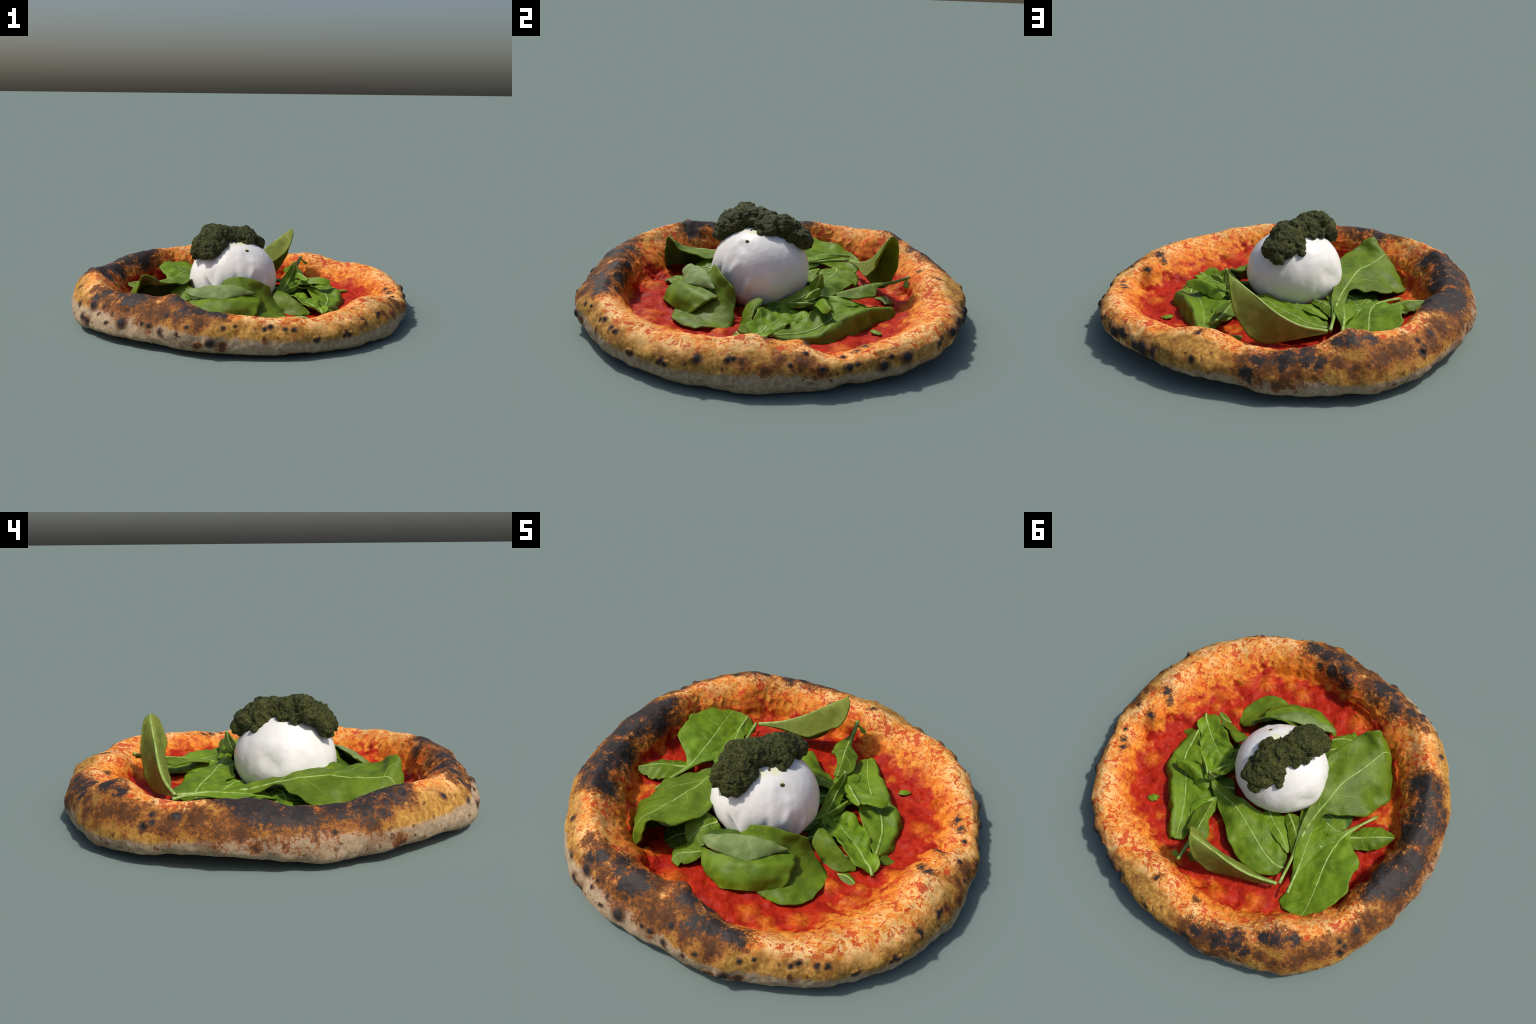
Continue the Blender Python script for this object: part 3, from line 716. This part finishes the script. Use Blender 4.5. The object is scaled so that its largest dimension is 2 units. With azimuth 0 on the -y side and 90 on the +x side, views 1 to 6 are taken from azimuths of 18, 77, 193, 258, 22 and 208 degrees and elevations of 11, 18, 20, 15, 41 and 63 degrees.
    skin = g.mix(g.math("MULTIPLY", spots, .85), skin, (.12, .045, .018))

    # toasted and burnt places
    brown_at = g.nearest(warp, snapped(P, BROWN_CHAR))
    black_at = g.nearest(warp, snapped(P, BLACK_CHAR))
    blister_at = g.nearest(g.vec("ADD", g.coord, g.vec("SCALE", g.vec("SUBTRACT", g.noise(60, 2, color=True), (.5, .5, .5)), scale=.016)), snapped(P, BLISTERS))
    grain = g.math("ADD", g.math("MULTIPLY", g.math("SUBTRACT", n_fine, .5), 2.3), g.math("MULTIPLY", g.math("SUBTRACT", n_mid, .5), 1.1))
    grain = g.math("ADD", grain, g.math("MULTIPLY", g.math("SUBTRACT", n_grit, .5), 1.3))
    toast = g.math("ADD", g.math("MAXIMUM", g.math("MINIMUM", g.math("SUBTRACT", 1.0, g.math("MULTIPLY", brown_at, .80)), .74), g.math("SUBTRACT", 1.05, g.math("MULTIPLY", black_at, .50))), grain)
    burn = g.math("ADD", g.math("SUBTRACT", .98, g.math("MULTIPLY", black_at, .76)), g.math("MULTIPLY", grain, .95))
    toasted = g.mix(g.ramp(toast, .10, .80), (.27, .085, .017), (.065, .023, .011))
    skin = g.mix(g.math("MULTIPLY", g.ramp(toast, -.10, .28), .93), skin, toasted)
    charcoal = g.mix(g.ramp(n_grit, .4, .7), (.020, .017, .017), (.050, .042, .040))
    skin = g.mix(g.math("MULTIPLY", g.ramp(burn, -.12, .42), .96), skin, charcoal)
    skin = g.mix(g.math("MULTIPLY", g.ramp(blister_at, 1.7, .85), .8), skin, (.11, .042, .018))
    skin = g.mix(g.ramp(blister_at, .98, .50), skin, charcoal)

    # tomato sauce inside
    red = g.mix(g.ramp(n_mid, .32, .66), (.30, .010, .005), (.44, .022, .006))
    red = g.mix(g.math("MULTIPLY", g.ramp(n_fine, .54, .72), .5), red, (.56, .075, .018))
    dough_spots = g.ramp(g.math("ADD", g.noise(7.5, 3, .5), g.math("MULTIPLY", g.ramp(climb, -.55, .0), .12)), .58, .72)
    lump_at = g.nearest(g.vec("MULTIPLY", warp, (1, 1, 0)), [((x0, y0, 0), w0) for x0, y0, h0, w0 in SAUCE_LUMPS])
    dough_spots = g.math("MAXIMUM", dough_spots, g.math("MULTIPLY", g.ramp(lump_at, 1.5, .1), .75))
    red = g.mix(g.math("MULTIPLY", dough_spots, .8), red, g.mix(g.ramp(n_fine, .4, .6), (.60, .12, .012), (.72, .24, .020)))
    edge = g.math("ADD", climb, g.math("MULTIPLY", g.math("SUBTRACT", n_mid, .5), 1.5))
    edge = g.math("ADD", edge, g.math("MULTIPLY", g.math("SUBTRACT", n_big, .5), .9))
    wet = g.math("MULTIPLY", g.ramp(edge, .42, .10), g.ramp(z, .155, .12))
    wet = g.math("MULTIPLY", wet, g.ramp(climb, 1.2, 1.0))
    color = g.mix(wet, skin, red)

    rough = g.math("SUBTRACT", .75, g.math("MULTIPLY", wet, .20))
    rough = g.math("SUBTRACT", rough, g.math("MULTIPLY", g.ramp(burn, .0, .4), .18))
    height = g.math("MULTIPLY", g.math("ADD", g.math("MULTIPLY", n_fine, .7), g.math("MULTIPLY", n_grit, .35)), g.math("SUBTRACT", 1.0, g.math("MULTIPLY", wet, .55)))
    return g.finish(color, rough, g.bump(height, .24, .006), Specular_IOR_Level=g.math("SUBTRACT", .2, g.math("MULTIPLY", wet, .08)))


def leaf_material(name, kind):
    g = Nodes(name)
    info = g.new("ShaderNodeObjectInfo")
    big, mid, fine = g.noise(9, 3, .6), g.noise(28, 4, .6), g.noise(120, 3)
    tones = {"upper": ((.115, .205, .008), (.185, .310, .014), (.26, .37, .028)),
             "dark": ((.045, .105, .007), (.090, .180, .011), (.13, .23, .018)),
             "under": ((.135, .210, .045), (.220, .310, .085), (.30, .38, .13)),
             "pale": ((.19, .28, .075), (.28, .38, .13), (.36, .44, .18)),
             "olive": ((.15, .19, .026), (.23, .262, .042), (.29, .32, .065))}[kind]
    c = g.mix(g.ramp(big, .35, .65), tones[0], tones[1])
    c = g.mix(g.math("MULTIPLY", g.ramp(mid, .50, .72), .55), c, tones[2])
    c = g.mix(g.math("MULTIPLY", g.ramp(fine, .60, .72), .25), c, tones[0])
    hue = g.new("ShaderNodeHueSaturation")
    g.put(hue.inputs["Color"], c)
    g.put(hue.inputs["Value"], g.math("MULTIPLY_ADD", info.outputs["Random"], .50, .68))
    g.put(hue.inputs["Hue"], g.math("MULTIPLY_ADD", info.outputs["Random"], .016, .492))
    cells = g.voronoi(70, "DISTANCE_TO_EDGE")
    height = g.math("ADD", g.math("MULTIPLY", g.ramp(cells, .0, .12), .2), mid)
    mat = g.finish(hue.outputs[0], .5 if kind == "upper" else .62, g.bump(height, .35, .004), Specular_IOR_Level=.28)
    glow = g.new("ShaderNodeBsdfTranslucent")
    g.put(glow.inputs["Color"], g.mix(.5, hue.outputs[0], (.30, .42, .03)))
    blend = g.new("ShaderNodeMixShader")
    g.put(blend.inputs[0], .14)
    g.tree.links.new(g.bsdf.outputs[0], blend.inputs[1])
    g.tree.links.new(glow.outputs[0], blend.inputs[2])
    g.tree.links.new(blend.outputs[0], g.tree.nodes["Material Output"].inputs["Surface"])
    return mat


def vein_material(name, a, b):
    g = Nodes(name)
    c = g.mix(g.ramp(g.noise(30, 3), .35, .65), a, b)
    return g.finish(c, .45, Specular_IOR_Level=.4)


def burrata_material():
    g = Nodes("burrata_skin")
    c = g.mix(g.ramp(g.noise(7, 3), .35, .65), (.80, .775, .73), (.86, .845, .81))
    oil = g.nearest(g.vec("ADD", g.coord, g.vec("SCALE", g.noise(40, 2, color=True), scale=.02)),
                    [((-.015, -.155, .435), .045), ((.05, -.115, .435), .035), ((.10, -.15, .41), .022)])
    c = g.mix(g.math("MULTIPLY", g.ramp(oil, 1.0, .3), .55), c, (.74, .76, .34))
    h = g.math("ADD", g.noise(18, 3), g.math("MULTIPLY", g.noise(90, 3), .15))
    return g.finish(c, .34, g.bump(h, .18, .010), Subsurface_Weight=.12, Subsurface_Radius=(.03, .02, .012), Specular_IOR_Level=.45)


def pesto_material():
    g = Nodes("pesto_paste")
    coarse, fine = g.noise(34, 4, .65), g.noise(120, 4, .7, distortion=1.0)
    c = g.mix(g.ramp(coarse, .35, .68), (.022, .028, .006), (.060, .068, .015))
    c = g.mix(g.math("MULTIPLY", g.ramp(fine, .50, .66), .8), c, (.19, .185, .046))
    c = g.mix(g.math("MULTIPLY", g.ramp(g.noise(9, 2), .60, .72), .5), c, (.022, .055, .028))
    c = g.mix(g.math("MULTIPLY", g.ramp(fine, .44, .32), .85), c, (.007, .009, .004))
    return g.finish(c, .5, g.bump(g.math("ADD", fine, coarse), .8, .010), Specular_IOR_Level=.22)


# ----------------------------------------------------------------------------
# Blender side: meshes and objects
# ----------------------------------------------------------------------------
def add_object(name, mesh, parent=None):
    o = bpy.data.objects.new(name, mesh)
    bpy.context.scene.collection.objects.link(o)
    o.parent = parent
    return o


def make_mesh(name, verts, faces, mats, face_mat=None, smooth=True):
    m = bpy.data.meshes.new(name)
    v = np.asarray(verts, np.float64).reshape(-1, 3)
    m.from_pydata(v.tolist(), [], faces if isinstance(faces, list) else faces.tolist())
    for k in mats:
        m.materials.append(k)
    if face_mat is not None:
        m.polygons.foreach_set("material_index", np.asarray(face_mat, np.int32))
    m.polygons.foreach_set("use_smooth", [smooth] * len(m.polygons))
    m.update()
    return m


def grid_faces(nu, nv, closed_u, offset=0, flip=False):
    i = np.arange(nu if closed_u else nu - 1)[:, None]
    j = np.arange(nv - 1)[None, :]
    i2 = (i + 1) % nu
    f = np.stack([i * nv + j, i2 * nv + j, i2 * nv + j + 1, i * nv + j + 1], -1).reshape(-1, 4) + offset
    return f[:, ::-1] if flip else f


def tube(path, radii, sides=8):
    path = np.asarray(path, float)
    n = len(path)
    tan = np.gradient(path, axis=0)
    tan /= np.linalg.norm(tan, axis=1, keepdims=True) + 1e-9
    up = np.tile([0.0, 0.0, 1.0], (n, 1))
    a = np.cross(tan, up)
    a /= np.linalg.norm(a, axis=1, keepdims=True) + 1e-6
    b = np.cross(a, tan)
    w = TAU * np.arange(sides) / sides
    ring = a[:, None] * np.cos(w)[None, :, None] + b[:, None] * np.sin(w)[None, :, None]
    V = path[:, None] + ring * np.asarray(radii)[:, None, None]
    k = np.arange(sides)
    F = [(i * sides + j, i * sides + (j + 1) % sides, (i + 1) * sides + (j + 1) % sides, (i + 1) * sides + j)
         for i in range(n - 1) for j in k.tolist()]
    F += [tuple(range(sides - 1, -1, -1)), tuple((n - 1) * sides + q for q in range(sides))]
    return V.reshape(-1, 3), F


def build_dough(parent):
    P, n, t = dough_grid()
    nu, nv = P.shape[:2]
    edge = N_SAUCE + 4
    parts = [("tomato_sauce", 0, edge), ("crust", edge, nv - 1)]
    for name, a, b in parts:
        Q, N = P[:, a:b + 1], n[:, a:b + 1]
        k = b - a + 1
        verts, normals = Q.reshape(-1, 3), N.reshape(-1, 3)
        faces = grid_faces(nu, k, True).tolist()
        if a == 0 or b == nv - 1:                        # close the pole
            col, sign = (0, 1) if a == 0 else (k - 1, -1)
            centre = Q[:, col].mean(0)
            verts = np.vstack([verts, centre])
            normals = np.vstack([normals, [0, 0, sign]])
            c = len(verts) - 1
            for i in range(nu):
                i2 = (i + 1) % nu
                tri = (i * k + col, c, i2 * k + col) if a == 0 else (i * k + col, i2 * k + col, c)
                faces.append(tri)
        m = make_mesh(name, verts, faces, [dough_material(name + "_surface", P)])
        if m.polygons[len(m.polygons) // 3].normal.dot(Vector(normals[m.polygons[len(m.polygons) // 3].vertices[0]])) < 0:
            m.flip_normals()
        m.normals_split_custom_set_from_vertices(normals.tolist())
        add_object(name, m, parent)


def build_burrata(parent):
    P = burrata_grid()
    nu, nv = P.shape[:2]
    verts = P.reshape(-1, 3).tolist()
    faces = grid_faces(nu, nv, True).tolist()
    for col, flip in ((0, False), (nv - 1, True)):
        verts.append(P[:, col].mean(0).tolist())
        c = len(verts) - 1
        for i in range(nu):
            f = (i * nv + col, c, ((i + 1) % nu) * nv + col)
            faces.append(f[::-1] if flip else f)
    m = make_mesh("burrata", verts, faces, [burrata_material()])
    bm = bmesh.new()
    bm.from_mesh(m)
    bmesh.ops.recalc_face_normals(bm, faces=bm.faces)
    bm.to_mesh(m)
    bm.free()
    return add_object("burrata", m, parent)


def melt(name, spheres, voxel, mat, lump, seed):
    """Join spheres into one lumpy mass: voxel remesh, then noise along the normals."""
    bm = bmesh.new()
    for x, y, z, r in spheres:
        made = bmesh.ops.create_icosphere(bm, subdivisions=3, radius=r)
        bmesh.ops.translate(bm, verts=made["verts"], vec=(x, y, z))
    raw = bpy.data.meshes.new(name + "_raw")
    bm.to_mesh(raw)
    bm.free()
    helper = bpy.data.objects.new(name + "_raw", raw)
    bpy.context.scene.collection.objects.link(helper)
    mod = helper.modifiers.new("melt", "REMESH")
    mod.mode, mod.voxel_size = "VOXEL", voxel
    smooth = helper.modifiers.new("soften", "SMOOTH")
    smooth.factor, smooth.iterations = .5, 45
    bpy.context.view_layer.update()
    m = bpy.data.meshes.new_from_object(helper.evaluated_get(bpy.context.evaluated_depsgraph_get()))
    bpy.data.objects.remove(helper)
    m.name = name
    k = len(m.vertices)
    co, no = np.empty(k * 3, np.float32), np.empty(k * 3, np.float32)
    m.vertices.foreach_get("co", co)
    m.vertices.foreach_get("normal", no)
    co, no = co.reshape(-1, 3).astype(float), no.reshape(-1, 3).astype(float)
    bent = co + .018 * np.stack([noise(co, 20, seed + 5), noise(co, 20, seed + 6), noise(co, 20, seed + 8)], -1)
    ridged = .3 - np.abs(fractal(bent, 26, 2, seed))
    shred = .25 - np.abs(noise(co * [1, .55, 1.2], 75, seed + 3))
    d = lump * (.35 + .9 * fractal(co, 12, 2, seed + 1) + 1.3 * ridged + .40 * shred + .22 * fractal(co, 100, 2, seed + 2))
    m.vertices.foreach_set("co", (co + no * d[:, None]).astype(np.float32).ravel())
    m.materials.clear()
    m.materials.append(mat)
    m.polygons.foreach_set("use_smooth", [True] * len(m.polygons))
    m.update()
    return m


def between(grid, u, v):
    """Bilinear look-up in a grid of points."""
    i, j = u.astype(int), v.astype(int)
    a, b = (u - i)[:, None], (v - j)[:, None]
    return (grid[i, j] * (1 - a) + grid[i + 1, j] * a) * (1 - b) + (grid[i, j + 1] * (1 - a) + grid[i + 1, j + 1] * a) * b


def build_leaf(spec, seed, parent, mats):
    P, n = leaf_surface(spec, seed)
    nu, nv = P.shape[:2]
    thick = .0035
    back = P - n * thick
    top = P + n * thick
    verts = np.vstack([top.reshape(-1, 3), back.reshape(-1, 3)])
    size = nu * nv
    f_top, f_back = grid_faces(nu, nv, False), grid_faces(nu, nv, False, size, True)
    border = [i * nv for i in range(nu)] + [(nu - 1) * nv + j for j in range(1, nv)] + \
             [i * nv + nv - 1 for i in range(nu - 2, -1, -1)] + [j for j in range(nv - 2, 0, -1)]
    rim = [(border[q], border[(q + 1) % len(border)], border[(q + 1) % len(border)] + size, border[q] + size) for q in range(len(border))]
    faces = f_top.tolist() + f_back.tolist() + rim
    one, two = (1, 0) if spec.get("flip") else (0, 1)
    idx = [one] * len(f_top) + [two] * len(f_back) + [0] * len(rim)
    under = mats["pale"] if spec.get("pale") else mats["olive"] if spec.get("olive") else mats["under"]
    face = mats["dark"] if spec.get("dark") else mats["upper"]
    m = make_mesh("rocket_leaf", verts, faces, [face, under], idx)
    bm = bmesh.new()
    bm.from_mesh(m)
    bmesh.ops.recalc_face_normals(bm, faces=bm.faces)
    bm.to_mesh(m)
    bm.free()
    leaf = add_object("rocket_leaf", m, parent)
    if not spec.get("rib", True):
        return leaf
    # midrib with a few side veins, proud of the blade on both faces
    width = np.linalg.norm(P[:, -1] - P[:, 0], axis=-1)
    c = nv // 2
    base = min(.0070, .04 * width.max() + .002)
    radii = base * (1 - .85 * np.linspace(0, 1, nu) ** .7)
    V, F = tube(P[:, c] + n[:, c] * .001, radii + .002)
    rng = np.random.default_rng(seed)
    n_rib = len(F)
    if width.max() > .10:
        for s in (-1, 1):
            for u0 in np.arange(.22 + .09 * (s > 0), .84, .21) + rng.uniform(-.02, .02):
                k = np.linspace(0, 1, 14)
                uu = np.clip((u0 + .13 * k ** 1.3) * (nu - 1), 0, nu - 1.001)
                vv = np.clip(c + s * (.78 * c) * k ** .9, 0, nv - 1.001)
                if width[int(uu[7])] < .07:
                    continue
                path = between(P, uu, vv) + between(n, uu, vv) * .0030
                v2, f2 = tube(path, np.linspace(.0026, .0012, 14), 6)
                F += [tuple(q + len(V) for q in f) for f in f2]
                V = np.vstack([V, v2])
    rib = make_mesh("leaf_vein", V, F, [mats["vein"], mats["side"]], [0] * n_rib + [1] * (len(F) - n_rib))
    add_object("leaf_vein", rib, leaf)
    return leaf


def main():
    pizza = bpy.data.objects.new("pizza", None)
    bpy.context.scene.collection.objects.link(pizza)
    pizza["label"] = "charred Neapolitan pizza with burrata, pesto and rocket leaves"
    pizza["category"] = "pizza"
    build_dough(pizza)
    build_burrata(pizza)
    paste = pesto_material()
    add_object("pesto", melt("pesto", [(x, y, z - .009, r + .002) for x, y, z, r in PESTO_BLOBS], .0045, paste, .014, 7), pizza)
    add_object("pesto_crumb", melt("pesto_crumb", [(.088, -.164, .393, .013), (.094, -.160, .394, .010)], .003, paste, .003, 9), pizza)
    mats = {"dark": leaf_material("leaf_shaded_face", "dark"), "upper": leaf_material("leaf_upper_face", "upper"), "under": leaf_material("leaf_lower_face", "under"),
            "pale": leaf_material("leaf_pale_face", "pale"), "olive": leaf_material("leaf_olive_face", "olive"), "vein": vein_material("leaf_midrib", (.20, .32, .045), (.34, .46, .125)), "side": vein_material("leaf_side_vein", (.13, .235, .015), (.22, .33, .035))}
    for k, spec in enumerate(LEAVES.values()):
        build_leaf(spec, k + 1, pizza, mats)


main()
